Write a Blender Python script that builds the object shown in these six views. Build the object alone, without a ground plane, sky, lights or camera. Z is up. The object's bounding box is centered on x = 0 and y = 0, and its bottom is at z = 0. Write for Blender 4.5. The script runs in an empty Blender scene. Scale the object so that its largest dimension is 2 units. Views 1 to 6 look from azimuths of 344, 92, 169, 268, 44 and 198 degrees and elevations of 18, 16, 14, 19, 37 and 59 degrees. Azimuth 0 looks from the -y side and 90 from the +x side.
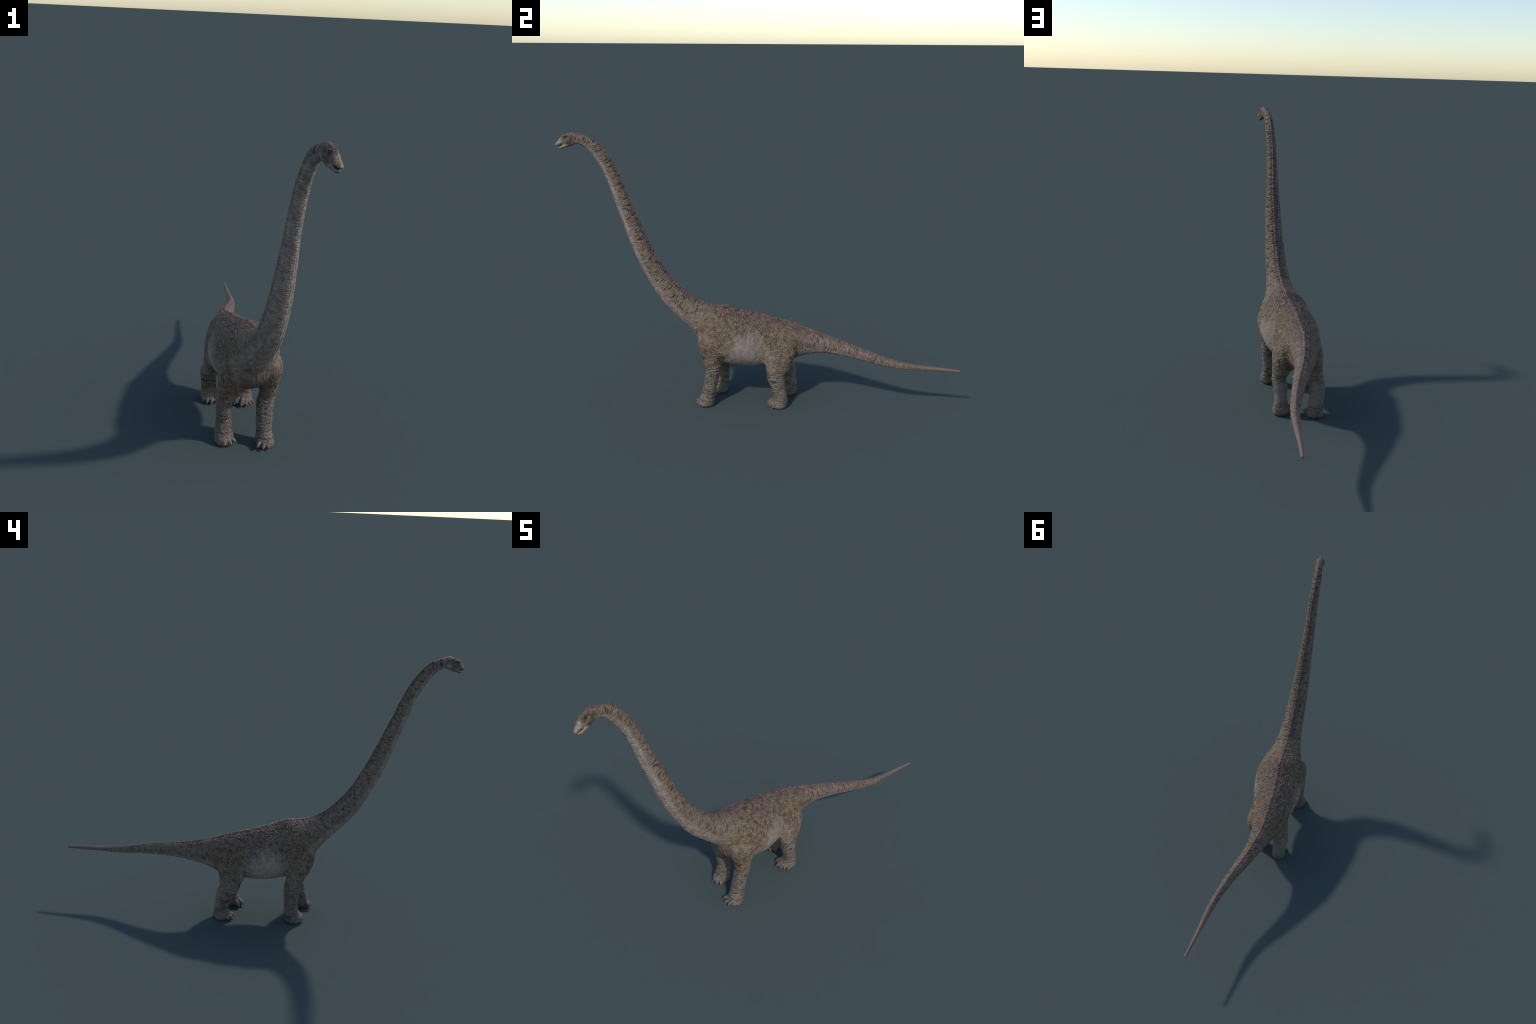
import bpy, bmesh, math
import numpy as np
from mathutils import Vector, Matrix

# ---------------------------------------------------------------- helpers
def hermite(stations, t):
    """Catmull-Rom interpolation of rows of numbers at (float) row positions t."""
    P = np.asarray(stations, float); n = len(P)
    i = np.clip(t.astype(int), 0, n - 2); f = (t - i)[:, None]
    p0, p1, p2, p3 = (P[np.clip(i + k, 0, n - 1)] for k in (-1, 0, 1, 2))
    return .5 * (2 * p1 + (p2 - p0) * f + (2 * p0 - 5 * p1 + 4 * p2 - p3) * f * f + (3 * p1 - p0 - 3 * p2 + p3) * f ** 3)

def smooth(a, b, x):
    t = np.clip((x - a) / (b - a), 0, 1)
    return t * t * (3 - 2 * t)

class Soup:
    """Collects closed pieces that are later fused into one skin."""
    def __init__(self): self.v, self.f, self.n = [], [], 0
    def add(self, verts, faces):
        self.v.append(np.asarray(verts, float)); self.f += [tuple(i + self.n for i in q) for q in faces]; self.n += len(verts)
    def loft(self, rings):
        rings = np.asarray(rings); m, k, _ = rings.shape
        verts = np.concatenate([rings.reshape(-1, 3), rings[:1].mean(1), rings[-1:].mean(1)])
        faces = []
        for a in range(m - 1):
            for b in range(k):
                c = (b + 1) % k
                faces.append((a * k + b, a * k + c, (a + 1) * k + c, (a + 1) * k + b))
        for b in range(k):
            c = (b + 1) % k
            faces.append((m * k, c, b)); faces.append((m * k + 1, (m - 1) * k + b, (m - 1) * k + c))
        self.add(verts, faces)
    def ball(self, centre, radii, axes=np.eye(3), k=20):
        th = np.linspace(0.02, math.pi - .02, k); ph = np.linspace(0, 2 * math.pi, 24, endpoint=False)
        R = [[np.array(centre) + (np.array([math.sin(t) * math.cos(p), math.sin(t) * math.sin(p), math.cos(t)]) * radii) @ axes for p in ph] for t in th]
        self.loft(R)
    def capsule(self, pts, radii, squash=1.0, k=20):
        """Rounded tube along pts with changing radii, flattened vertically by squash."""
        pts = np.asarray(pts, float); n = len(pts)
        t = np.linspace(0, n - 1, (n - 1) * 8 + 1)
        C = hermite(np.column_stack([pts, radii]), t)
        C, r = C[:, :3], C[:, 3]
        T = np.gradient(C, axis=0); T /= np.linalg.norm(T, axis=1)[:, None]
        S = np.cross(T, [0, 0, 1.0]); S /= np.linalg.norm(S, axis=1)[:, None]; U = np.cross(S, T)
        ang = np.linspace(0, 2 * math.pi, k, endpoint=False)
        rings = []
        caps = [(-math.cos(a), math.sin(a)) for a in np.linspace(.12, math.pi / 2, 6)]
        def ring(c, rr, s, u): return [c + rr * (math.cos(a) * s + math.sin(a) * squash * u) for a in ang]
        for m, w in caps[:-1]: rings.append(ring(C[0] + T[0] * r[0] * m, r[0] * w, S[0], U[0]))
        for c, rr, s, u in zip(C, r, S, U): rings.append(ring(c, rr, s, u))
        for m, w in caps[-2::-1]: rings.append(ring(C[-1] - T[-1] * r[-1] * m, r[-1] * w, S[-1], U[-1]))
        self.loft(rings)

soup = Soup()
ANG = np.linspace(0, 2 * math.pi, 64, endpoint=False)

# ---------------------------------------------------------------- trunk: neck, torso, tail
# spine stations: y, x, z, half height, half width
TRUNK = [
    [-.935, .004, 1.3835, .0255, .0215], [-.9076, -.0001, 1.3850, .0245, .0205], [-.8314, -.0111, 1.3464, .0291, .0226],
    [-.7552, -.0149, 1.2341, .0316, .0250], [-.6999, -.0160, 1.0857, .0359, .0279], [-.6473, -.0126, .9424, .0411, .0355],
    [-.5959, -.0107, .8134, .0462, .0428], [-.5388, -.0093, .7011, .0494, .0493], [-.4753, -.0086, .6079, .0570, .0545],
    [-.4086, -.0080, .5407, .0623, .0616], [-.3257, -.0098, .4793, .0819, .0783], [-.2358, -.0088, .4256, .1265, .1180],
    [-.1815, -.0070, .3808, .1466, .1350], [-.0811, -.0201, .3534, .1463, .1350], [-.0015, -.0248, .3430, .1355, .1220],
    [.0810, -.0254, .3418, .1195, .1050], [.1634, -.0265, .3408, .0985, .0866], [.2324, -.0179, .3414, .0726, .0586],
    [.3241, .0016, .3357, .0508, .0415], [.4123, .0318, .3250, .0376, .0345], [.5009, .0648, .3101, .0308, .0268],
    [.6023, .0972, .2900, .0237, .0219], [.6961, .1176, .2748, .0188, .0185], [.8007, .1311, .2678, .0130, .0138],
    [.9041, .1422, .2647, .0099, .0096], [.9900, .1535, .2616, .0071, .0073]]
tt = np.linspace(0, len(TRUNK) - 1, (len(TRUNK) - 1) * 12 + 1)
TQ = hermite(TRUNK, tt)
TC = TQ[:, [1, 0, 2]]
TT = np.gradient(TC, axis=0); TT /= np.linalg.norm(TT, axis=1)[:, None]
# where the neck sinks into the deep chest the cross-sections turn slowly, so that they never cross
TARC = np.concatenate([[0], np.cumsum(np.linalg.norm(np.diff(TC, axis=0), axis=1))])
kern = np.exp(-.5 * ((TARC[:, None] - TARC[None]) / np.maximum(.012, .75 * TQ[:, 3])[:, None]) ** 2); kern *= np.gradient(TARC)[None]
TT = kern @ TT; TT /= np.linalg.norm(TT, axis=1)[:, None]
TS = np.cross(TT, [0, 0, 1.0]); TS /= np.linalg.norm(TS, axis=1)[:, None]
TU = np.cross(TS, TT)
TARC = np.concatenate([[0], np.cumsum(np.linalg.norm(np.diff(TC, axis=0), axis=1))])

def trunk_section(y, hh, hw):
    c, s = np.cos(ANG), np.sin(ANG)
    pinch = .30 * smooth(-.93, -.84, y) * (1 - .6 * smooth(.3, .8, y))       # narrow back ridge
    tent = .65 * smooth(-.92, -.80, y) * (1 - .28 * smooth(-.42, -.22, y))        # roof-like upper half, sharp along the spine
    w = hw * np.sign(c) * np.abs(c) ** (1 + tent * np.clip(s, 0, 1)) * (1 - .55 * pinch * np.clip(s, 0, 1) ** 1.6)
    return w, hh * s
rings = []
for q, c, s, u in zip(TQ, TC, TS, TU):
    w, h = trunk_section(q[0], q[3], q[4])
    rings.append(c + w[:, None] * s + h[:, None] * u)
for a in (.35, .75, 1.1, 1.4):                                                # rounded tail tip
    w, h = trunk_section(1, TQ[-1, 3] * math.cos(a), TQ[-1, 4] * math.cos(a))
    rings.append(TC[-1] + TT[-1] * .008 * math.sin(a) + w[:, None] * TS[-1] + h[:, None] * TU[-1])
soup.loft(rings)
# chest between the forelegs, breast bulge
soup.ball((-.012, -.233, .357), (.105, .105, .096))
soup.ball((-.010, -.288, .417), (.074, .076, .062))

# ---------------------------------------------------------------- head
HO = np.array([.002, -.951, 0.0]); HF = np.array([.306, -.952, 0.0]); HL = np.array([.952, .306, 0.0])
HEAD_MID = lambda f: np.interp(f, [-.06, -.045, -.03, -.01, 0, .03, .055], [.011, .0095, .0065, .003, .0015, 0, -.0005])
def head_loft(stations, pinch, pw, n=8, tipf=None):
    st = np.asarray(stations, float)
    t = np.linspace(0, len(st) - 1, (len(st) - 1) * n + 1)
    rings = []
    for f, top, bot, w in hermite(st, t):
        zc, h = (top + bot) / 2, max((top - bot) / 2, .0008)
        c, s = np.cos(ANG), np.sin(ANG)
        x = max(w, .0008) * np.sign(c) * np.abs(c) ** pw * (1 - pinch * np.clip(s, 0, 1) ** 1.3)
        z = h * np.sign(s) * np.abs(s) ** .9
        rings.append(HO + HF * f + HL * (HEAD_MID(f) + x)[:, None] + np.array([0, 0, 1]) * (zc + z)[:, None])
    soup.loft(rings[::-1])
head_loft([(-.062, 1.4020, 1.3640, .0165), (-.048, 1.4065, 1.3560, .0195), (-.030, 1.4080, 1.3480, .0210), (-.012, 1.4070, 1.3435, .0204), (0, 1.4040, 1.3440, .0188),
           (.010, 1.4010, 1.3480, .0170), (.018, 1.3990, 1.3530, .0160), (.024, 1.3955, 1.3515, .0146), (.029, 1.3870, 1.3500, .0134), (.034, 1.3795, 1.3482, .0123),
           (.040, 1.3722, 1.3460, .0112), (.046, 1.3665, 1.3450, .0098), (.050, 1.3620, 1.3455, .0082), (.0530, 1.3570, 1.3470, .0058), (.0545, 1.3530, 1.3490, .0025)], .62, .90)
head_loft([(-.040, 1.3700, 1.3530, .0150), (-.020, 1.3700, 1.3450, .0170), (-.005, 1.3640, 1.3405, .0165), (.005, 1.3590, 1.3380, .0152), (.012, 1.3564, 1.3360, .0150),
           (.020, 1.3532, 1.3338, .0138), (.028, 1.3481, 1.3302, .0119), (.034, 1.3445, 1.3310, .0098), (.039, 1.3420, 1.3338, .0072), (.0425, 1.3405, 1.3362, .0030)], .1, .9)
EYES = [HO + HF * .001 + HL * (.0015 + s * .0150) + np.array([0, 0, 1.3862]) for s in (1, -1)]
for s, e in zip((1, -1), EYES):                                              # brow ridges and cheek bones
    soup.capsule([e + HF * .017 - HL * s * .0058 + [0, 0, .0066], e + HF * .008 - HL * s * .0032 + [0, 0, .0078], e - HF * .010 - HL * s * .0022 + [0, 0, .0080]], [.0014, .0022, .0020])
    soup.capsule([e + HF * .014 - HL * s * .0015 + [0, 0, -.016], e - HF * .004 + HL * s * .0015 + [0, 0, -.013], e - HF * .020 + HL * s * .003 + [0, 0, -.012]], [.0035, .0042, .0040])

# ---------------------------------------------------------------- legs: rows of z, x left edge, x right edge, y front, y back
LEGS = {
    'forelimb_a': [(.000, .020, .084, -.322, -.255), (.006, .014, .088, -.330, -.249), (.020, .013, .090, -.331, -.246), (.035, .014, .089, -.325, -.243), (.060, .018, .083, -.314, -.239),
                   (.090, .017, .084, -.305, -.236), (.125, .018, .087, -.298, -.229), (.160, .019, .091, -.291, -.222), (.190, .021, .094, -.287, -.213), (.215, .030, .096, -.289, -.210),
                   (.250, .033, .101, -.296, -.205), (.300, .026, .109, -.310, -.190), (.350, .020, .119, -.324, -.175), (.390, .020, .110, -.318, -.168), (.430, .015, .092, -.300, -.170), (.460, .020, .066, -.280, -.190)],
    'forelimb_b': [(.000, -.148, -.080, -.274, -.200), (.006, -.153, -.074, -.280, -.193), (.020, -.154, -.073, -.279, -.187), (.035, -.153, -.076, -.270, -.184), (.060, -.151, -.081, -.256, -.182),
                   (.090, -.148, -.082, -.250, -.181), (.120, -.147, -.082, -.250, -.180), (.150, -.148, -.083, -.253, -.177), (.180, -.149, -.080, -.256, -.176), (.205, -.150, -.070, -.264, -.177),
                   (.235, -.149, -.056, -.274, -.183), (.270, -.148, -.050, -.292, -.184), (.310, -.148, -.045, -.312, -.172), (.350, -.146, -.042, -.324, -.165), (.390, -.134, -.040, -.318, -.164), (.430, -.114, -.036, -.300, -.170), (.460, -.088, -.045, -.280, -.190)],
    'hindlimb_a': [(.000, .024, .088, .066, .124), (.006, .018, .094, .060, .133), (.020, .018, .094, .062, .137), (.040, .020, .092, .066, .138), (.065, .025, .088, .066, .134),
                   (.095, .028, .088, .056, .129), (.120, .027, .091, .048, .126), (.145, .027, .095, .038, .124), (.165, .031, .098, .031, .120), (.185, .030, .098, .029, .122),
                   (.210, .020, .099, .026, .142), (.240, .006, .098, .018, .156), (.270, -.004, .099, .006, .168), (.310, -.004, .096, .000, .176), (.345, -.004, .085, .004, .172), (.375, -.004, .072, .018, .158), (.400, 0, .050, .040, .140), (.415, .01, .030, .060, .120)],
    'hindlimb_b': [(.000, -.134, -.068, .114, .172), (.006, -.140, -.063, .108, .182), (.020, -.140, -.063, .108, .187), (.040, -.138, -.064, .112, .188), (.070, -.141, -.069, .112, .184),
                   (.100, -.143, -.073, .103, .180), (.125, -.147, -.074, .094, .180), (.145, -.149, -.073, .080, .179), (.165, -.148, -.070, .062, .174), (.190, -.143, -.066, .054, .160),
                   (.215, -.141, -.056, .046, .160), (.240, -.139, -.042, .028, .163), (.270, -.137, -.030, .012, .172), (.310, -.135, -.026, .003, .180), (.345, -.127, -.026, .008, .172), (.375, -.112, -.026, .020, .158), (.400, -.092, -.03, .040, .140), (.415, -.075, -.04, .060, .120)],
}
LEGAXIS = {}
for name, rows in LEGS.items():
    rows = np.asarray(rows, float)
    t = np.linspace(0, len(rows) - 1, (len(rows) - 1) * 6 + 1)
    R = hermite(rows, t)
    LEGAXIS[name] = R
    c, s = np.cos(ANG), np.sin(ANG)
    p = .92
    cx, sy = np.sign(c) * np.abs(c) ** p, np.sign(s) * np.abs(s) ** p
    rings = [np.column_stack([(x0 + x1) / 2 + (x1 - x0) / 2 * cx, (y0 + y1) / 2 + (y1 - y0) / 2 * sy, np.full(64, z)]) for z, x0, x1, y0, y1 in R]
    soup.loft(rings)

# ---------------------------------------------------------------- toes: claw tips found on the ground, and how long / thick each claw is
# foot: (ankle point, list of (tip x, tip y, tip z, claw length, claw radius, toe radius))
FEET = {
    'forelimb_a': ((.052, -.283, .040), [(.0045, -.336, .013, .027, .0088, .0115), (.0301, -.3475, .010, .017, .0068, .011), (.0569, -.345, .008, .015, .0064, .011), (.0815, -.327, .007, .013, .0060, .011), (.0945, -.306, .007, .011, .0054, .010)]),
    'forelimb_b': ((-.115, -.233, .040), [(-.0678, -.280, .013, .028, .0088, .0115), (-.0916, -.2905, .012, .017, .0068, .011), (-.1222, -.290, .011, .015, .0064, .011), (-.1474, -.270, .009, .013, .0060, .011), (-.1600, -.247, .008, .011, .0054, .010)]),
    'hindlimb_a': ((.058, .098, .052), [(-.0039, .0506, .008, .016, .0072, .0130), (.0256, .0265, .007, .016, .0068, .0118), (.0525, .0275, .006, .016, .0066, .0114), (.0746, .0375, .006, .015, .0062, .0112), (.0940, .0540, .006, .013, .0056, .0108)]),
    'hindlimb_b': ((-.100, .150, .052), [(-.0490, .1040, .008, .016, .0072, .0130), (-.0755, .0850, .007, .016, .0068, .0118), (-.1010, .0750, .008, .016, .0066, .0114), (-.1250, .0840, .008, .015, .0062, .0112), (-.1420, .1040, .008, .013, .0056, .0108)]),
}
CLAWS = []
for name, (ankle, toes) in FEET.items():
    hind = name.startswith('hind')
    ankle = np.array(ankle)
    for k, (x, y, z, ln, cr, tr) in enumerate(toes):
        tip = np.array([x, y, z]); d = tip - ankle; d[2] = 0; d /= np.linalg.norm(d)
        root = tip - d * ln * .88; root[2] = z + ln * (.36 if k == 0 else .30) + (.003 if hind else .004)
        CLAWS.append((name, root - d * .004 + [0, 0, .001], tip, cr))
        knuckle = root - d * tr * .55; knuckle[2] = max(root[2], tr * .95)
        if hind:
            mid = knuckle * .52 + (ankle + d * .020) * .48; mid[2] = knuckle[2] + .016
            top = ankle + d * .018; top[2] = ankle[2] + .012
            soup.capsule([top, mid, knuckle], [tr * .78, tr * .86, tr * .92])
            soup.ball(knuckle * .8 + root * .2 + [0, 0, .0015], (tr * .93, tr * .93, tr * .86))
        else:
            mid = knuckle * .6 + (ankle + d * .012) * .4; mid[2] = knuckle[2] + .010
            top = ankle + d * .016; top[2] = ankle[2] + .008
            soup.capsule([top, mid, knuckle], [tr * 1.05, tr * 1.1, tr * .9])

# ---------------------------------------------------------------- fuse into one skin
VOX = .0015
raw = bpy.data.meshes.new('raw')
raw.from_pydata([tuple(v) for v in np.concatenate(soup.v)], [], soup.f)
raw.update()
bm = bmesh.new(); bm.from_mesh(raw); bmesh.ops.recalc_face_normals(bm, faces=bm.faces); bm.to_mesh(raw); bm.free()
work = bpy.data.objects.new('work', raw); bpy.context.scene.collection.objects.link(work)
md = work.modifiers.new('fuse', 'REMESH'); md.mode = 'VOXEL'; md.voxel_size = VOX; md.adaptivity = 0
dg = bpy.context.evaluated_depsgraph_get()
skin = bpy.data.meshes.new_from_object(work.evaluated_get(dg))
work.modifiers.clear()

def get_co(me):
    a = np.empty(len(me.vertices) * 3); me.vertices.foreach_get('co', a); return a.reshape(-1, 3)
def set_co(me, co): me.vertices.foreach_set('co', co.ravel()); me.update()
def get_no(me):
    a = np.empty(len(me.vertices) * 3, np.float32); me.vertex_normals.foreach_get('vector', a); return a.reshape(-1, 3).astype(float)

# drop anything but the outer shell
def neighbours(me):
    E = np.empty(len(me.edges) * 2, np.int32); me.edges.foreach_get('vertices', E); E = E.reshape(-1, 2)
    src = np.concatenate([E[:, 0], E[:, 1]]); dst = np.concatenate([E[:, 1], E[:, 0]])
    order = np.argsort(dst, kind='stable'); src = src[order]
    return src, np.searchsorted(dst[order], np.arange(len(me.vertices) + 1))
def gather(act, src, ends):
    cnt = ends[act + 1] - ends[act]; off = np.concatenate([[0], np.cumsum(cnt)[:-1]])
    return src[np.repeat(ends[act] - off, cnt) + np.arange(cnt.sum())], off, cnt
src, ends = neighbours(skin)
front = np.array([get_co(skin)[:, 1].argmin()]); keep = np.zeros(len(skin.vertices), bool); keep[front] = True
while len(front):
    nb = np.unique(gather(front, src, ends)[0]); front = nb[~keep[nb]]; keep[front] = True
if not keep.all():
    bm = bmesh.new(); bm.from_mesh(skin); bm.verts.ensure_lookup_table()
    bmesh.ops.delete(bm, geom=[v for v in bm.verts if not keep[v.index]], context='VERTS'); bm.to_mesh(skin); bm.free()
    src, ends = neighbours(skin)
co = get_co(skin)
def relax(co, w, n):
    act = np.nonzero(w > .004)[0]
    nb, off, cnt = gather(act, src, ends)
    co = co.copy(); wa = w[act, None]
    for _ in range(n):
        avg = np.add.reduceat(co[nb], off, axis=0) / cnt[:, None]
        co[act] += (avg - co[act]) * wa
    return co

COARSE = np.arange(0, len(TC), 4)
def spine_coords(co):
    idx = np.empty(len(co), int); tc = TC[COARSE].astype(np.float32); c32 = co.astype(np.float32); t2 = (tc ** 2).sum(1)
    for a in range(0, len(co), 50000):
        idx[a:a + 50000] = COARSE[(t2[None] - 2 * c32[a:a + 50000] @ tc.T).argmin(1)]
    best = ((co - TC[idx]) ** 2).sum(1); base = idx.copy()
    for k in (-3, -2, -1, 1, 2, 3):
        j = np.clip(base + k, 0, len(TC) - 1); d = ((co - TC[j]) ** 2).sum(1); m = d < best; idx[m] = j[m]; best[m] = d[m]
    r = co - TC[idx]
    return idx, np.einsum('ij,ij->i', r, TS[idx]), np.einsum('ij,ij->i', r, TU[idx])
def leg_near(co):
    """Signed nearness to the seam between legs and trunk: 1 near it."""
    x, y, z = co.T
    fore = smooth(-.37, -.33, y) * smooth(-.12, -.17, y) * smooth(.19, .24, z) * smooth(.46, .38, z)
    hind = smooth(-.06, -.01, y) * smooth(.26, .20, y) * smooth(.17, .22, z) * smooth(.46, .40, z)
    return np.maximum(fore, hind)
head_f = (co - HO) @ HF
ishead = smooth(-.06, -.03, head_f) * (co[:, 2] > 1.2)
isfoot = smooth(.075, .05, co[:, 2])
w = leg_near(co)
tailtip = smooth(.75, .95, co[:, 1])
co = relax(co, .5 * (1 - .5 * ishead) * (1 - .75 * isfoot) * (1 - .6 * tailtip), 10)
co = relax(co, .6 * w, 110)
neckbase = smooth(-.42, -.32, co[:, 1]) * smooth(-.12, -.2, co[:, 1]) * smooth(.25, .3, co[:, 2])
co = relax(co, .5 * neckbase, 60)
idx, lat, dor = spine_coords(co)
withers = smooth(-.40, -.30, co[:, 1]) * smooth(-.03, -.12, co[:, 1]) * smooth(.1, .5, dor / TQ[idx, 3])
co = relax(co, .5 * withers, 140)
nape = smooth(-.10, -.075, head_f) * smooth(-.022, -.040, head_f) * (co[:, 2] > 1.2)
co = relax(co, .5 * nape, 40)

# ---------------------------------------------------------------- sculpted folds
set_co(skin, co); no = get_no(skin)
x, y, z = co.T
disp = np.zeros(len(co))
def ripple(k, ph): return (np.sin(x * k + 1.3 * ph) * np.sin(y * k * 1.17 + 2.1 * ph + 1) + .6 * np.sin((x + z) * k * 1.9 + ph) * np.sin((y - z) * k * 2.3 + 3 * ph)) / 1.6
def groove(dist, depth, sigma, mask, ph=None):
    if ph is not None: dist = dist + .0035 * ripple(75, ph); mask = mask * smooth(-.55, .35, ripple(48, ph + 4))
    return -depth * np.exp(-(dist / sigma) ** 2) * mask + .35 * depth * np.exp(-((np.abs(dist) - 2.2 * sigma) / sigma) ** 2) * mask
# nearest spine station for every vertex (coarse search)
idx, lat, dor = spine_coords(co)
ln, dn = lat / TQ[idx, 4], dor / TQ[idx, 3]
theta = np.degrees(np.arctan2(dn, np.abs(ln)))
sy = TQ[idx, 0]
throat = smooth(-.86, -.78, sy) * smooth(-.30, -.36, sy)
disp += groove((theta + 54) * math.pi / 180 * TQ[idx, 3], .0026, .0040, throat * (.4 + .6 * smooth(-.55, -.45, sy)))
# low crest along the back
crest = np.exp(-(lat / (TQ[idx, 4] * .10)) ** 2) * (dn > .5)
disp += .0024 * crest * smooth(-.9, -.8, sy) * smooth(.85, .5, sy) * (1 - .6 * smooth(-.40, -.25, sy))
# narrow furrow either side of the crest
fw = .0045 + .05 * TQ[idx, 4]
disp += -.0020 * np.exp(-((np.abs(lat) - fw * 1.25) / (fw * .55)) ** 2) * (dn > .5) * smooth(-.88, -.78, sy) * smooth(.6, .3, sy)
# knee and ankle folds, hind legs; elbow and wrist folds, fore legs
for sx, y0, zk in ((1, .075, .158), (-1, .118, .168)):
    m = (np.sign(x + .022) == sx) * smooth(-.01, .0, y - (y0 - .085)) * smooth(.11, .09, y) if sx > 0 else (np.sign(x + .022) == sx) * smooth(.02, .035, y) * (y < .2)
    m = m * (z > .1) * (z < .25)
    for k, (dz, dep) in enumerate(((.0, .0034), (-.013, .0022), (.012, .0018), (-.026, .0018), (-.038, .0014))):
        line = z - (zk + dz + .55 * np.maximum(y - y0, 0) - .28 * np.minimum(y - y0, 0) * (1 if k else .6))
        disp += groove(line, dep, .0032, m, k + sx)
for sx, zk, yc in ((1, .200, -.25), (-1, .208, -.215)):
    m = (np.sign(x + .03) == sx) * (y < -.15) * (z > .1) * (z < .26)
    for k, (dz, dep) in enumerate(((.0, .0026), (.014, .0016), (-.013, .0016), (.026, .0012))):
        line = z - (zk + dz + .20 * (y - yc) + 1.5 * (x - (.055 if sx > 0 else -.115)) ** 2 * 8)
        disp += groove(line, dep, .0030, m, 2 + k + sx)
# folds where belly meets thigh, and behind the elbow
for k in range(4):
    line = (z - .235 - .014 * k) - .75 * (y + .01 + .004 * k)
    disp += groove(line, .0018, .0032, smooth(-.085, -.05, y) * smooth(.035, .01, y) * (z > .2) * smooth(.31, .26, z), 7 + k)
    line = (z - .245 - .012 * k) + .55 * (y + .17)
    disp += groove(line, .0014, .003, smooth(-.205, -.18, y) * smooth(-.09, -.13, y) * (z > .2) * smooth(.31, .27, z), 9 + k)
# broad muscle forms: shoulder, hollow behind it, rib cage, flank hollow, thigh, hollow beside the tail root, arm pits
for sd in (1, -1):
    cx0 = np.interp(y, TQ[:, 0], TQ[:, 1])
    mx = np.interp(y, TQ[:, 0], TQ[:, 4])
    side = smooth(.35, .75, sd * (x - cx0) / mx)
    off = 0 if sd > 0 else .03
    for (py, pz), (ry_, rz_), amp in (((-.255, .345), (.045, .060), .0025), ((-.180, .315), (.022, .050), -.0050), ((-.205, .425), (.020, .045), -.0030), ((-.100, .330), (.060, .070), .0035),
                                      ((-.005 + off, .335), (.022, .065), -.0055), ((.085 + off * .8, .290), (.045, .050), .0015), ((.120 + off * .3, .385), (.030, .025), -.0030), ((.195, .335), (.030, .035), -.0035), ((-.198 + off * .4, .268), (.016, .018), -.014)):
        disp += amp * np.exp(-((y - py) / ry_) ** 2 - ((z - pz) / rz_) ** 2) * side
# toes: grooves between phalanges of the hind feet come from the skin pattern; eye sockets and ear slits here
for s, e in zip((1, -1), EYES):
    d = np.linalg.norm(co - e, axis=1)
    disp += -.0022 * np.exp(-(d / .0052) ** 2) + .0009 * np.exp(-((d - .0085) / .0022) ** 2)
    ear = e - HF * .0225 + HL * s * .006 + [0, 0, .0]
    r = co - ear; dd = np.sqrt((r @ HF / .0018) ** 2 + (r[:, 2] / .0045) ** 2 + (r @ HL / .01) ** 2)
    disp += -.0022 * np.exp(-dd ** 2)
    nost = HO + HF * .0455 + HL * s * .0075 + [0, 0, 1.3605]
    d = np.linalg.norm(co - nost, axis=1); disp += -.0012 * np.exp(-(d / .0022) ** 2)
co = co + no * disp[:, None]
co[:, 2] = np.maximum(co[:, 2], 0.0)
set_co(skin, co)

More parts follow.
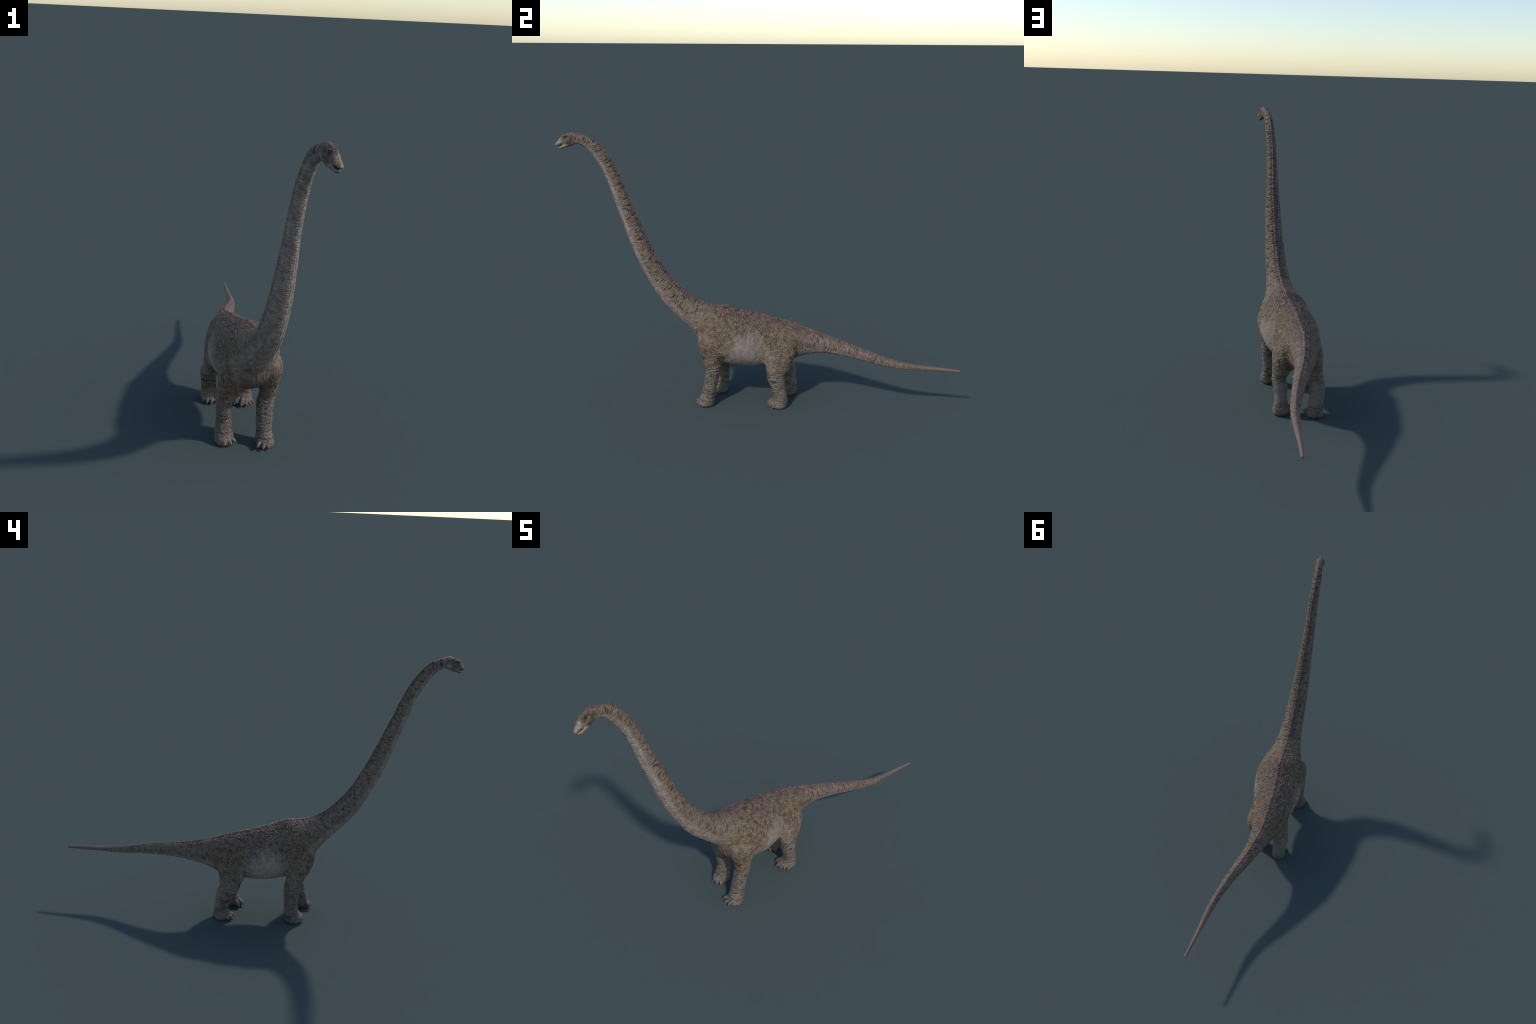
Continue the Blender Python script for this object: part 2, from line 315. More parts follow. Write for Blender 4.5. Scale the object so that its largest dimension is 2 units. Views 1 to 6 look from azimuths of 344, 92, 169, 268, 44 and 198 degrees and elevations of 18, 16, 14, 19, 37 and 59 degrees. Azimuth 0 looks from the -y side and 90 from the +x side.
# ---------------------------------------------------------------- shared node patterns (geometry nodes relief and shader colour use the same)
class NB:
    def __init__(self, tree, position): self.t = tree; self.P = position; self.L = tree.links
    def sock(self, inp, v):
        if isinstance(v, bpy.types.NodeSocket): self.L.new(v, inp)
        else: inp.default_value = v
    def node(self, t): return self.t.nodes.new(t)
    def m(self, op, a, b=0.0, c=None, clamp=False):
        n = self.node('ShaderNodeMath'); n.operation = op; n.use_clamp = clamp
        self.sock(n.inputs[0], a); self.sock(n.inputs[1], b)
        if c is not None: self.sock(n.inputs[2], c)
        return n.outputs[0]
    def add(self, a, b): return self.m('ADD', a, b)
    def sub(self, a, b): return self.m('SUBTRACT', a, b)
    def mul(self, a, b): return self.m('MULTIPLY', a, b)
    def mx(self, a, b): return self.m('MAXIMUM', a, b)
    def vm(self, op, a, b=None, scale=None):
        n = self.node('ShaderNodeVectorMath'); n.operation = op; self.sock(n.inputs[0], a)
        if b is not None: self.sock(n.inputs[1], b)
        if scale is not None: self.sock(n.inputs['Scale'], scale)
        return n.outputs['Value'] if op in ('DOT_PRODUCT', 'LENGTH', 'DISTANCE') else n.outputs[0]
    def xyz(self, v):
        n = self.node('ShaderNodeSeparateXYZ'); self.sock(n.inputs[0], v); return n.outputs
    def comb(self, a, b, c):
        n = self.node('ShaderNodeCombineXYZ')
        for i, v in enumerate((a, b, c)): self.sock(n.inputs[i], v)
        return n.outputs[0]
    def ss(self, a, b, v):
        """smooth step from 0 at a to 1 at b (a may exceed b)"""
        n = self.node('ShaderNodeMapRange'); n.interpolation_type = 'SMOOTHSTEP'
        lo, hi, t0, t1 = (a, b, 0., 1.) if a < b else (b, a, 1., 0.)
        self.sock(n.inputs[0], v); n.inputs[1].default_value = lo; n.inputs[2].default_value = hi; n.inputs[3].default_value = t0; n.inputs[4].default_value = t1
        return n.outputs[0]
    def lerp(self, f, a, b):
        return self.add(a, self.mul(f, self.sub(b, a)))
    def mixc(self, f, a, b, mode='MIX'):
        n = self.node('ShaderNodeMix'); n.data_type = 'RGBA'; n.blend_type = mode
        self.sock(n.inputs[0], f)
        for i, v in ((6, a), (7, b)): self.sock(n.inputs[i], v if isinstance(v, bpy.types.NodeSocket) else (*v, 1))
        return n.outputs[2]
    def noise(self, v, scale, detail=2, rough=.5, colour=False):
        n = self.node('ShaderNodeTexNoise'); self.sock(n.inputs['Vector'], v); n.inputs['Scale'].default_value = scale
        n.inputs['Detail'].default_value = detail; n.inputs['Roughness'].default_value = rough
        return n.outputs['Color' if colour else 0]
    def vor(self, v, scale, feature='DISTANCE_TO_EDGE', rand=1.0):
        n = self.node('ShaderNodeTexVoronoi'); n.feature = feature; self.sock(n.inputs['Vector'], v); n.inputs['Scale'].default_value = scale; n.inputs['Randomness'].default_value = rand
        return n.outputs[0]
    def curve(self, v, xs, ys):
        """piecewise smooth function of v: typed-in control points, rescaled into the curve's unit square"""
        x0, x1, y0, y1 = min(xs), max(xs), min(ys), max(ys)
        n = self.node('ShaderNodeFloatCurve'); cu = n.mapping.curves[0]
        pts = [((a - x0) / (x1 - x0), (b - y0) / (y1 - y0)) for a, b in zip(xs, ys)]
        cu.points[0].location = pts[0]; cu.points[-1].location = pts[-1]
        for p in pts[1:-1]: cu.points.new(*p)
        n.mapping.update()
        t = self.m('MULTIPLY_ADD', v, 1 / (x1 - x0), -x0 / (x1 - x0), clamp=True)
        self.sock(n.inputs['Value'], t)
        return self.m('MULTIPLY_ADD', n.outputs[0], (y1 - y0), y0)

SEL = list(range(0, len(TQ), 6))
SY = [float(TQ[i, 0]) for i in SEL]
SP = {'x': [float(TC[i, 0]) for i in SEL], 'z': [float(TC[i, 2]) for i in SEL], 'h': [float(TQ[i, 3]) for i in SEL], 's': [float(TARC[i]) for i in SEL],
      'a': [float(math.atan2(TT[i, 2], TT[i, 1])) for i in SEL]}

def patterns(b):
    """Body coordinates, region masks and skin relief, from position alone."""
    P = b.P
    x, y, z = (b.xyz(P)[i] for i in range(3))
    y0 = y
    for _ in range(3):
        zc = b.curve(y0, SY, SP['z']); a = b.curve(y0, SY, SP['a']); ca, sa = b.m('COSINE', a), b.m('SINE', a)
        t = b.add(b.mul(b.sub(y, y0), ca), b.mul(b.sub(z, zc), sa))
        y0 = b.m('MAXIMUM', b.m('MINIMUM', b.add(y0, b.mul(t, ca)), .99), -.935)
    zc = b.curve(y0, SY, SP['z']); a = b.curve(y0, SY, SP['a']); ca, sa = b.m('COSINE', a), b.m('SINE', a)
    d = b.sub(b.mul(b.sub(z, zc), ca), b.mul(b.sub(y, y0), sa))
    s = b.add(b.curve(y0, SY, SP['s']), b.add(b.mul(b.sub(y, y0), ca), b.mul(b.sub(z, zc), sa)))
    l = b.sub(x, b.curve(y0, SY, SP['x']))
    dn = b.m('DIVIDE', d, b.curve(y0, SY, SP['h']))
    r = {'x': x, 'y': y, 'z': z, 'y0': y0, 's': s, 'd': d, 'l': l, 'dn': dn}
    f = b.vm('DOT_PRODUCT', b.vm('SUBTRACT', P, tuple(HO)), tuple(HF))
    r['f'] = f
    r['hl'] = b.vm('DOT_PRODUCT', b.vm('SUBTRACT', P, tuple(HO)), tuple(HL))
    big = b.noise(P, 14, 3); r['big'] = big
    mid = b.noise(P, 45, 3); r['mid'] = mid
    wob = b.sub(big, .5)
    # masks
    head = b.mul(b.ss(-.045, -.015, f), b.ss(1.2, 1.25, z)); r['head'] = head
    neck = b.mul(b.ss(-.24, -.36, b.add(y0, b.mul(wob, .12))), b.ss(.26, .34, z)); r['neck'] = neck
    tail = b.ss(.13, .27, b.add(y0, b.mul(wob, .06))); r['tail'] = tail
    r['tip'] = b.ss(.70, .86, b.add(y0, b.mul(wob, .08)))
    fore = b.mul(b.mul(b.ss(-.40, -.36, y), b.ss(-.155, -.185, y)), b.ss(.265, .175, b.add(z, b.mul(wob, .06))))
    hind = b.mul(b.mul(b.ss(-.02, .015, b.add(y, b.mul(z, .05))), b.ss(.26, .21, y)), b.ss(.25, .165, b.add(z, b.mul(wob, .05))))
    leg = b.m('ADD', fore, hind, clamp=True); r['leg'] = leg; r['fore'] = fore; r['hind'] = hind
    r['foot'] = b.ss(.085, .04, z)
    yc = b.add(b.mul(b.ss(-.01, -.05, x), .055), .098)
    r['calf'] = b.mul(b.mul(hind, b.ss(-.004, .018, b.sub(y, yc))), b.mul(b.ss(.178, .160, z), b.ss(.060, .085, z)))
    # belly patch on the flank between the legs, feathered upwards
    by = b.m('DIVIDE', b.add(y, .080), .135); bz = b.m('DIVIDE', b.sub(z, .268), .150)
    bd = b.m('SQRT', b.add(b.mul(by, by), b.mul(bz, bz)))
    streak = b.noise(b.comb(b.mul(y, 60), b.mul(x, 20), b.mul(z, 16)), 1.0, 2)
    r['belly'] = b.mul(b.ss(1.25, .28, b.add(bd, b.mul(b.sub(streak, .5), .8))), b.sub(1, leg))
    r['ventral'] = b.ss(-.02, -.52, b.add(dn, b.add(b.mul(wob, .55), b.mul(b.sub(mid, .5), .45))))
    # warped coordinates
    warp = b.vm('SCALE', b.vm('SUBTRACT', b.noise(P, 55, 2, .5, True), (.5, .5, .5)), scale=.009)
    warp2 = b.vm('SCALE', b.vm('SUBTRACT', b.noise(P, 160, 1, .5, True), (.5, .5, .5)), scale=.004)
    W = b.vm('ADD', b.vm('ADD', P, warp), warp2)
    N3 = b.vm('ADD', b.vm('ADD', b.comb(s, d, l), warp), warp2)
    NS = b.vm('MULTIPLY', b.vm('ADD', N3, b.vm('SCALE', warp, scale=.9)), (1.9, .9, .9))
    # torso plates
    e1 = b.vor(b.vm('MULTIPLY', W, (1.15, 1.15, .78)), 64); r['e1'] = e1
    line1 = b.ss(.13, .015, e1); r['line1'] = line1
    e2 = b.vor(W, 135)
    line2 = b.ss(.16, .02, e2); r['line2'] = line2
    # neck plates, stretched around the neck
    e3 = b.vor(NS, 48); r['e3'] = e3
    line3 = b.ss(.15, .015, e3); r['line3'] = line3
    # wrinkles: ridged noise, fine across the axis
    def ridged(v, detail=2):
        n = b.noise(v, 1.0, detail, .55)
        return b.m('MAXIMUM', b.sub(.75, b.m('ABSOLUTE', b.m('MULTIPLY_ADD', n, 8.0, -4.0))), -1.0)
    rn = ridged(b.vm('MULTIPLY', N3, (88, 24, 24))); r['rn'] = rn
    rn2 = ridged(b.vm('MULTIPLY', N3, (150, 34, 34))); r['rn2'] = rn2
    rl = ridged(b.vm('MULTIPLY', W, (13, 13, 62))); r['rl'] = rl
    rl2 = ridged(b.vm('MULTIPLY', W, (45, 45, 130)));
    rt = ridged(b.vm('SCALE', W, scale=62.)); r['rt'] = rt
    fine = b.noise(P, 230, 3, .6); r['fine'] = fine
    r['breast'] = b.mul(b.mul(b.ss(-.25, -.29, y), b.ss(.40, .34, z)), b.ss(.10, .05, b.m('ABSOLUTE', b.add(x, .012))))
    # relief in millimetres
    plate3 = b.ss(.0, .12, e3); plate2 = b.ss(.0, .3, e2)
    hn = b.add(b.add(b.mul(rn, 1.8), b.mul(plate3, 1.1)), b.add(b.mul(rn2, 1.0), -1.1))
    hv = b.add(b.mul(rn, .8), b.mul(rn2, 1.0))
    hneck = b.lerp(r['ventral'], hn, hv)
    htorso = b.add(b.add(b.mul(b.mul(line1, b.ss(.32, .52, mid)), 2.2), b.mul(plate2, 1.0)), b.add(b.mul(b.sub(mid, .5), 2.0), b.sub(b.mul(rt, 1.2), .7)))
    htail = b.lerp(b.ss(.35, .55, y0), b.add(b.mul(rn, 1.7), b.mul(rn2, .9)), b.add(b.mul(plate3, 1.4), b.mul(rn2, .4)))
    e4 = b.vor(b.vm('MULTIPLY', W, (1., 1., 1.9)), 62); plate4 = b.ss(.0, .16, e4); r['e4'] = e4
    hleg = b.add(b.add(b.mul(rl, 1.35), b.mul(rl2, .5)), b.add(b.mul(plate4, 1.2), b.sub(b.mul(rt, .5), .8)))
    hleg = b.mul(hleg, b.sub(1.0, b.mul(r['calf'], .75)))
    hbelly = b.mul(rl2, .25)
    h = b.lerp(neck, htorso, hneck)
    rb = ridged(b.vm('MULTIPLY', b.vm('ADD', P, b.vm('SCALE', warp, scale=.8)), (78, 16, 13)))
    h = b.lerp(b.mul(r['breast'], .9), h, b.add(b.mul(rb, 1.5), b.mul(rl2, .3)))
    h = b.lerp(tail, h, htail)
    h = b.lerp(r['belly'], h, hbelly)
    h = b.lerp(leg, h, hleg)
    h = b.lerp(r['tip'], h, 0.0)
    hhead = b.add(b.mul(plate2, 1.1), b.add(b.mul(rn2, .7), -.8))
    hhead = b.lerp(b.ss(.014, .036, f), hhead, b.mul(b.sub(mid, .5), .8))
    h = b.lerp(head, h, hhead)
    h = b.add(h, b.mul(b.sub(fine, .5), b.lerp(r['tip'], b.lerp(head, 1.3, .7), .3)))
    r['h'] = h
    return r

# relief through geometry nodes
gt = bpy.data.node_groups.new('skin_relief', 'GeometryNodeTree')
gt.interface.new_socket('Geometry', in_out='INPUT', socket_type='NodeSocketGeometry'); gt.interface.new_socket('Geometry', in_out='OUTPUT', socket_type='NodeSocketGeometry')
gi, go = gt.nodes.new('NodeGroupInput'), gt.nodes.new('NodeGroupOutput')
pos, nor, setp = gt.nodes.new('GeometryNodeInputPosition'), gt.nodes.new('GeometryNodeInputNormal'), gt.nodes.new('GeometryNodeSetPosition')
b = NB(gt, pos.outputs[0]); r = patterns(b)
gt.links.new(gi.outputs[0], setp.inputs[0]); gt.links.new(setp.outputs[0], go.inputs[0])
gt.links.new(b.vm('SCALE', nor.outputs[0], scale=b.mul(r['h'], .001)), setp.inputs['Offset'])
work.data = skin
gm = work.modifiers.new('relief', 'NODES'); gm.node_group = gt
dg = bpy.context.evaluated_depsgraph_get(); dg.update()
skin2 = bpy.data.meshes.new_from_object(work.evaluated_get(dg))
work.modifiers.clear()
co = get_co(skin2)
co[:, 2] = np.maximum(co[:, 2], 0.0)
set_co(skin2, co); no = get_no(skin2)

# ---------------------------------------------------------------- materials
def srgb(r_, g_, b_):
    return tuple(((c / 255) / 12.92 if c / 255 <= .04045 else ((c / 255 + .055) / 1.055) ** 2.4) for c in (r_, g_, b_))

def skin_material():
    m = bpy.data.materials.new('hide'); m.use_nodes = True; t = m.node_tree; t.nodes.clear()
    out, bs = t.nodes.new('ShaderNodeOutputMaterial'), t.nodes.new('ShaderNodeBsdfPrincipled')
    tc = t.nodes.new('ShaderNodeTexCoord')
    b = NB(t, tc.outputs['Object']); r = patterns(b)
    t.links.new(bs.outputs[0], out.inputs[0])
    wob, mid, fine = b.sub(r['big'], .5), b.sub(r['mid'], .5), b.sub(r['fine'], .5)
    dark, brown, olive = srgb(70, 58, 50), srgb(95, 79, 69), srgb(146, 127, 98)
    mauve, mauve_d, grey = srgb(104, 83, 77), srgb(72, 58, 54), srgb(164, 152, 144)
    # torso: brown plates in broken olive lines
    plate = b.mixc(b.ss(.36, .64, b.add(r['mid'], b.mul(wob, .5))), dark, brown)
    lines = b.mul(r['line1'], b.ss(.38, .62, b.add(r['big'], b.mul(mid, 1.2))))
    plate = b.mixc(b.mul(b.ss(.0, .9, r['rt']), .45), plate, b.mixc(.5, plate, olive))
    side = b.mixc(b.mul(lines, .54), plate, olive)
    side = b.mixc(b.mul(r['line2'], b.ss(.3, .7, b.sub(1.0, r['big']))), side, b.mixc(.6, plate, olive))
    # neck: plates with dark cracks
    lum = b.add(b.mul(r['rn'], .55), b.mul(b.sub(b.ss(.0, .10, r['e3']), .7), .45))
    nk = b.mixc(b.ss(-.9, .9, b.add(lum, mid)), srgb(69, 59, 51), srgb(135, 119, 102))
    blot = b.ss(.48, .60, b.noise(b.vm('MULTIPLY', b.comb(r['s'], r['d'], r['l']), (1.5, .8, .8)), 42, 2))
    nk = b.mixc(b.mul(blot, .15), nk, srgb(64, 55, 47))
    col = b.mixc(r['neck'], side, nk)
    tl = b.mixc(b.ss(-1.0, 1.0, b.add(b.mul(r['rn'], .8), b.mul(mid, 1.5))), srgb(66, 56, 49), srgb(120, 104, 92))
    spots = b.ss(.47, .40, b.noise(b.comb(r['s'], r['d'], r['l']), 75, 2))
    spots = b.mul(spots, b.mul(b.ss(.38, .55, r['y0']), b.ss(.86, .76, r['y0'])))
    col = b.mixc(r['tail'], col, tl)
    # mauve back
    back = b.ss(.52, 1.04, b.add(r['dn'], b.add(b.mul(wob, .8), b.mul(mid, .5))))
    bk = b.mixc(b.ss(.35, .65, b.add(r['mid'], fine)), mauve_d, mauve)
    bk = b.mixc(b.mul(lines, b.mul(b.sub(1, r['neck']), .5)), bk, srgb(132, 106, 90))
    col = b.mixc(b.mul(back, .85), col, bk)
    # pale underside and flank
    vent = b.mul(r['ventral'], b.m('MAXIMUM', b.m('MAXIMUM', r['neck'], r['tail']), b.mul(b.ss(-.30, -.26, r['y']), .22)))
    col = b.mixc(b.mul(vent, .92), col, b.mixc(b.ss(.3, .7, b.add(r['mid'], fine)), srgb(124, 113, 105), grey))
    col = b.mixc(b.mul(r['breast'], .75), col, b.mixc(r['mid'], srgb(84, 75, 69), srgb(122, 111, 104)))
    col = b.mixc(b.mul(r['belly'], .95), col, b.mixc(b.ss(.3, .7, b.add(r['mid'], fine)), srgb(150, 136, 128), srgb(176, 161, 152)))
    # tail tip and spots
    col = b.mixc(b.mul(spots, .6), col, srgb(78, 64, 60))
    col = b.mixc(b.mul(r['tip'], .85), col, srgb(116, 97, 88))
    # legs: warm grey, grey-green thighs
    lg = b.mixc(b.ss(-.9, .9, b.add(b.add(b.mul(r['rl'], .6), b.mul(b.sub(b.ss(.0, .14, r['e4']), .7), .8)), b.mul(mid, 1.5))), srgb(68, 61, 55), srgb(124, 113, 103))
    lg = b.mixc(b.mul(b.ss(.45, .6, r['big']), .4), lg, srgb(92, 76, 68))
    lg = b.mixc(b.mul(b.mul(r['hind'], b.ss(.12, .18, r['z'])), b.mul(b.ss(.05, .12, r['y']), .6)), lg, srgb(114, 108, 95))
    lg = b.mixc(b.mul(b.mul(r['foot'], r['hind']), .4), lg, srgb(112, 102, 82))
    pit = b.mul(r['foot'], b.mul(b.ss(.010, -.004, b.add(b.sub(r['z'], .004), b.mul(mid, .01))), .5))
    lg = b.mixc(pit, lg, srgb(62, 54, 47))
    lg = b.mixc(b.mul(r['calf'], .7), lg, srgb(124, 113, 106))
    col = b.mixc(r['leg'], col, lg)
    # head
    f, z = r['f'], r['z']
    hd = b.mixc(b.ss(.35, .65, b.add(r['mid'], fine)), srgb(74, 66, 55), srgb(116, 102, 84))
    snout = b.ss(.002, .020, b.add(b.sub(f, b.mul(b.sub(z, 1.366), 1.0)), b.mul(mid, .02)))
    spk = b.noise(b.P, 120, 3, .6)
    hd = b.mixc(snout, hd, b.mixc(b.ss(.36, .62, spk), srgb(118, 104, 87), srgb(160, 142, 121)))
    nostd = b.vm('LENGTH', b.vm('SUBTRACT', b.comb(f, b.m('ABSOLUTE', b.add(r['hl'], .0005)), z), (.0455, .0075, 1.3605)))
    hd = b.mixc(b.mul(b.ss(.0035, .0012, nostd), .7), hd, srgb(70, 60, 52))
    hd = b.mixc(b.mul(b.ss(1.352, 1.343, b.add(z, b.mul(f, .35))), .5), hd, srgb(110, 102, 94))
    crown = b.mul(b.ss(1.392, 1.401, b.add(z, b.mul(mid, .01))), b.ss(.032, .012, f))
    hd = b.mixc(b.mul(crown, .85), hd, srgb(104, 84, 79))
    eyed = b.vm('LENGTH', b.vm('MULTIPLY', b.vm('SUBTRACT', b.comb(f, b.m('ABSOLUTE', b.sub(r['hl'], .0015)), z), (.005, .0135, 1.3855)), (.8, 1., 1.2)))
    hd = b.mixc(b.mul(b.ss(.013, .004, eyed), .6), hd, srgb(62, 58, 54))
    eard = b.vm('LENGTH', b.vm('MULTIPLY', b.vm('SUBTRACT', b.comb(f, b.m('ABSOLUTE', b.sub(r['hl'], .005)), z), (-.0215, .0205, 1.3862)), (1.6, .6, .8)))
    hd = b.mixc(b.mul(b.ss(.006, .003, eard), .8), hd, srgb(50, 46, 44))
    col = b.mixc(r['head'], col, hd)
    # occlusion shade baked into crack colour, highlight painted on ridges, fine grain
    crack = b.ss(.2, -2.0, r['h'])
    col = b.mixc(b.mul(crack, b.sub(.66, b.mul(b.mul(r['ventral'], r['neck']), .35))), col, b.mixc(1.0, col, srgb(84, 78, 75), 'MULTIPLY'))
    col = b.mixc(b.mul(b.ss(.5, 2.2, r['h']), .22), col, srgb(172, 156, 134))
    g = b.noise(b.P, 700, 2, .6)
    col = b.mixc(.35, col, b.mixc(b.ss(.3, .7, g), srgb(96, 88, 82), srgb(200, 190, 180)), 'OVERLAY')
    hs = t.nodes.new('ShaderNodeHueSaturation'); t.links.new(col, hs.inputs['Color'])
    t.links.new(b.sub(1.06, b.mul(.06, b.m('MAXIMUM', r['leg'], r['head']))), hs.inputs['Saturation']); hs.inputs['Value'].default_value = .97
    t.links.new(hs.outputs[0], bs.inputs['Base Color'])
    bs.inputs['Roughness'].default_value = .62
    bs.inputs['Specular IOR Level'].default_value = .35
    bump = t.nodes.new('ShaderNodeBump'); bump.inputs['Strength'].default_value = .55; bump.inputs['Distance'].default_value = .001
    t.links.new(b.add(b.mul(g, .7), b.mul(b.noise(b.P, 330, 2), .8)), bump.inputs['Height'])
    t.links.new(bump.outputs[0], bs.inputs['Normal'])
    return m

def claw_material():
    m = bpy.data.materials.new('horn'); m.use_nodes = True; t = m.node_tree; bs = t.nodes['Principled BSDF']
    tc = t.nodes.new('ShaderNodeTexCoord'); b = NB(t, tc.outputs['Object'])
    z = b.xyz(b.P)[2]
    streak = b.noise(b.vm('MULTIPLY', b.P, (6, 6, 1.2)), 1.5, 3)
    col = b.mixc(b.ss(.35, .7, streak), srgb(86, 74, 65), srgb(130, 112, 97))
    col = b.mixc(b.mul(b.ss(.25, .0, z), .6), col, srgb(96, 82, 74))
    t.links.new(col, bs.inputs['Base Color']); bs.inputs['Roughness'].default_value = .45
    return m

def plain_material(name, c, rough, noise_scale=400):
    m = bpy.data.materials.new(name); m.use_nodes = True; t = m.node_tree; bs = t.nodes['Principled BSDF']
    tc = t.nodes.new('ShaderNodeTexCoord'); b = NB(t, tc.outputs['Object'])
    t.links.new(b.mixc(b.noise(b.P, noise_scale, 2), c, tuple(v * .6 for v in c)), bs.inputs['Base Color']); bs.inputs['Roughness'].default_value = rough
    return m

HIDE, HORN = skin_material(), claw_material()

# ---------------------------------------------------------------- split the skin by anatomical region, keeping one shading
root = bpy.data.objects.new('sauropod_dinosaur', None); bpy.context.scene.collection.objects.link(root)
root['label'] = 'long-necked grey-brown dinosaur with wrinkled mottled hide, standing'; root['category'] = 'dinosaur'

nf = len(skin2.polygons)
loops = np.empty(len(skin2.loops), np.int32); skin2.loops.foreach_get('vertex_index', loops)
lstart = np.empty(nf, np.int32); skin2.polygons.foreach_get('loop_start', lstart)
ltot = np.empty(nf, np.int32); skin2.polygons.foreach_get('loop_total', ltot)
fc = np.add.reduceat(co[loops], lstart, axis=0) / ltot[:, None]
x, y, z = fc.T
idx, lat, dor = spine_coords(fc); sy = TQ[idx, 0]
REG = ['torso', 'neck', 'head', 'tail', 'forelimb', 'forelimb', 'hindlimb', 'hindlimb', 'forefoot', 'forefoot', 'hindfoot', 'hindfoot']
reg = np.zeros(nf, int)
reg[sy < -.30] = 1
reg[((fc - HO) @ HF > -.030) & (z > 1.2)] = 2
reg[sy > .20] = 3
for k, (name, R) in enumerate(LEGAXIS.items()):
    cx = np.interp(z, R[:, 0], (R[:, 1] + R[:, 2]) / 2); cy = np.interp(z, R[:, 0], (R[:, 3] + R[:, 4]) / 2)
    rx = np.interp(z, R[:, 0], (R[:, 2] - R[:, 1]) / 2); ry = np.interp(z, R[:, 0], (R[:, 4] - R[:, 3]) / 2)
    near = ((x - cx) / (rx + .012)) ** 2 + ((y - cy) / (ry + .012)) ** 2 < 1
    reg[near & (z < .262)] = 4 + k
    ax, ay, az = FEET[name][0]
    reg[(z < (.052 if k < 2 else .058)) & (np.hypot(x - ax, y - ay) < .1) & (np.sign(x + .03) == np.sign(ax + .03))] = 8 + k
PARTS = {}
for k, kind in enumerate(REG):
    sel = np.nonzero(reg == k)[0]
    if not len(sel): continue
    li = np.concatenate([np.arange(4) + lstart[f] for f in sel]) if (ltot[sel] == 4).all() else np.concatenate([np.arange(lstart[f], lstart[f] + ltot[f]) for f in sel])
    vi = loops[li]; used, inv = np.unique(vi, return_inverse=True)
    me = bpy.data.meshes.new(kind)
    me.vertices.add(len(used)); me.vertices.foreach_set('co', co[used].ravel())
    me.loops.add(len(vi)); me.loops.foreach_set('vertex_index', inv.astype(np.int32))
    me.polygons.add(len(sel)); tot = ltot[sel]
    me.polygons.foreach_set('loop_start', np.concatenate([[0], np.cumsum(tot)[:-1]]).astype(np.int32))
    me.update(calc_edges=True); me.validate()
    me.polygons.foreach_set('use_smooth', np.ones(len(me.polygons), bool))
    me.normals_split_custom_set_from_vertices(no[used])
    me.materials.append(HIDE)
    ob = bpy.data.objects.new(kind, me); bpy.context.scene.collection.objects.link(ob); ob.parent = root
    PARTS[k] = ob

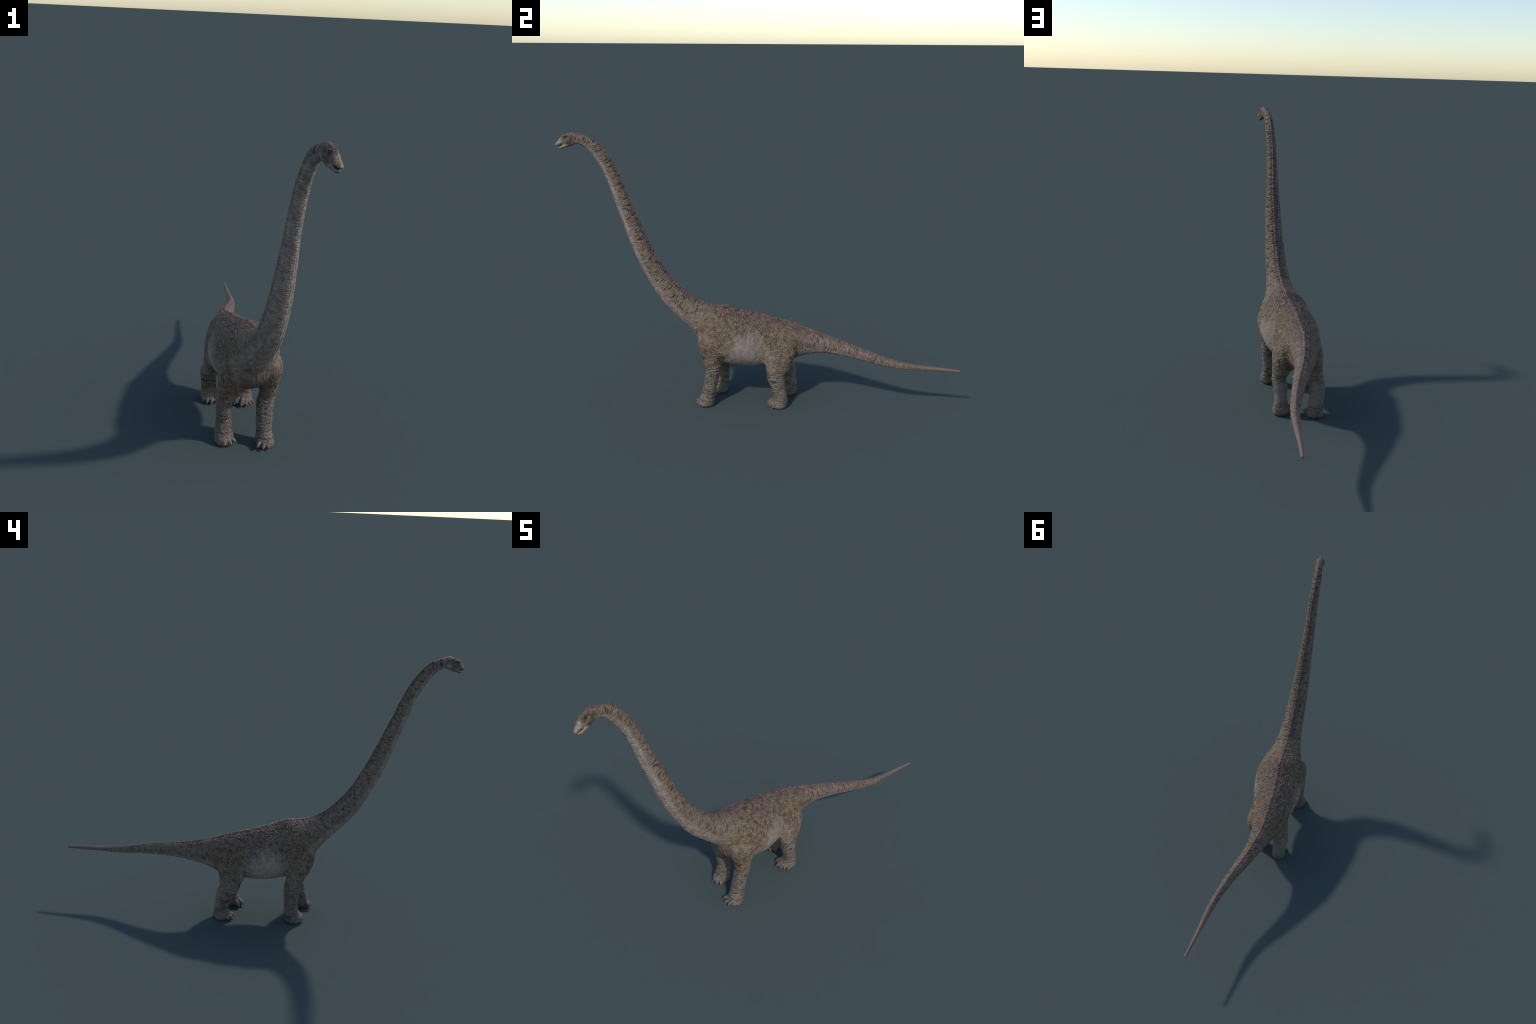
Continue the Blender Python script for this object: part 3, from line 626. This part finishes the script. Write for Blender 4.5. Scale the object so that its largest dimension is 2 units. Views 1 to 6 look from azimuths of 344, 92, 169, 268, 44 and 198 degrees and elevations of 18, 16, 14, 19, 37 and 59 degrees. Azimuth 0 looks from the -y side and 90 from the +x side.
# ---------------------------------------------------------------- claws: one horn shape, placed many times
def claw_mesh():
    s = Soup(); n = 14; rings = []
    for i in range(n):
        t = i / (n - 1); r = max((1 - t ** 2.1) ** .8, .03); bend = -.9 * t * t
        rings.append([(r * math.cos(a), r * .95 * math.sin(a) + bend * 1.0 + .25 * t, t) for a in np.linspace(0, 2 * math.pi, 20, endpoint=False)])
    s.loft(rings)
    me = bpy.data.meshes.new('claw'); me.from_pydata([tuple(v) for v in np.concatenate(s.v)], [], s.f); me.update()
    bm = bmesh.new(); bm.from_mesh(me); bmesh.ops.recalc_face_normals(bm, faces=bm.faces); bm.to_mesh(me); bm.free()
    me.polygons.foreach_set('use_smooth', np.ones(len(me.polygons), bool)); me.materials.append(HORN)
    return me
CM = claw_mesh()
for name, base, tip, cr in CLAWS:
    k = list(LEGAXIS).index(name)
    ob = bpy.data.objects.new('claw', CM); bpy.context.scene.collection.objects.link(ob); ob.parent = PARTS[8 + k]
    tip = tip + np.array([0, 0, cr * .65]); ax = Vector(tip - base); ln_ = ax.length; ax.normalize()
    side = ax.cross(Vector((0, 0, 1))).normalized(); up = side.cross(ax)
    M = Matrix((side * -1, up, ax)).transposed().to_4x4()
    ob.matrix_world = Matrix.Translation(Vector(base)) @ M @ Matrix.Diagonal((cr, cr, ln_, 1))

# ---------------------------------------------------------------- eyes and mouth lining
def ball_object(name, c, r, mat, parent, scale=(1, 1, 1)):
    bm = bmesh.new(); bmesh.ops.create_uvsphere(bm, u_segments=24, v_segments=16, radius=r)
    for v in bm.verts: v.co = Vector((v.co.x * scale[0], v.co.y * scale[1], v.co.z * scale[2]))
    me = bpy.data.meshes.new(name); bm.to_mesh(me); bm.free(); me.polygons.foreach_set('use_smooth', np.ones(len(me.polygons), bool)); me.materials.append(mat)
    ob = bpy.data.objects.new(name, me); bpy.context.scene.collection.objects.link(ob); ob.parent = parent; ob.location = c
    return ob
EYE = plain_material('dark_eye', srgb(30, 26, 22), .15)
for s, e in zip((1, -1), EYES): ball_object('eye', Vector(e - HL * s * .0029), .0032, EYE, PARTS[2])
sm = Soup()
GUM = plain_material('mouth_lining', srgb(34, 30, 30), .5)
rings = []
for f, zt, zb, w in ((.008, 1.3535, 1.3505, .0100), (.018, 1.3530, 1.3475, .0108), (.028, 1.3500, 1.3440, .0090), (.036, 1.3475, 1.3410, .0066), (.040, 1.3465, 1.3405, .0035)):
    rings.append([HO + HF * f + HL * (HEAD_MID(f) + w * math.cos(a)) + np.array([0, 0, (zt + zb) / 2 + (zt - zb) / 2 * math.sin(a)]) for a in np.linspace(0, 2 * math.pi, 24, endpoint=False)])
sm.loft(rings)
me = bpy.data.meshes.new('mouth'); me.from_pydata([tuple(v) for v in np.concatenate(sm.v)], [], sm.f); me.update()
bm = bmesh.new(); bm.from_mesh(me); bmesh.ops.recalc_face_normals(bm, faces=bm.faces); bm.to_mesh(me); bm.free()
me.materials.append(GUM); ob = bpy.data.objects.new('mouth', me); bpy.context.scene.collection.objects.link(ob); ob.parent = PARTS[2]

bpy.data.objects.remove(work)
for me in [m for m in bpy.data.meshes if m.users == 0]: bpy.data.meshes.remove(me)
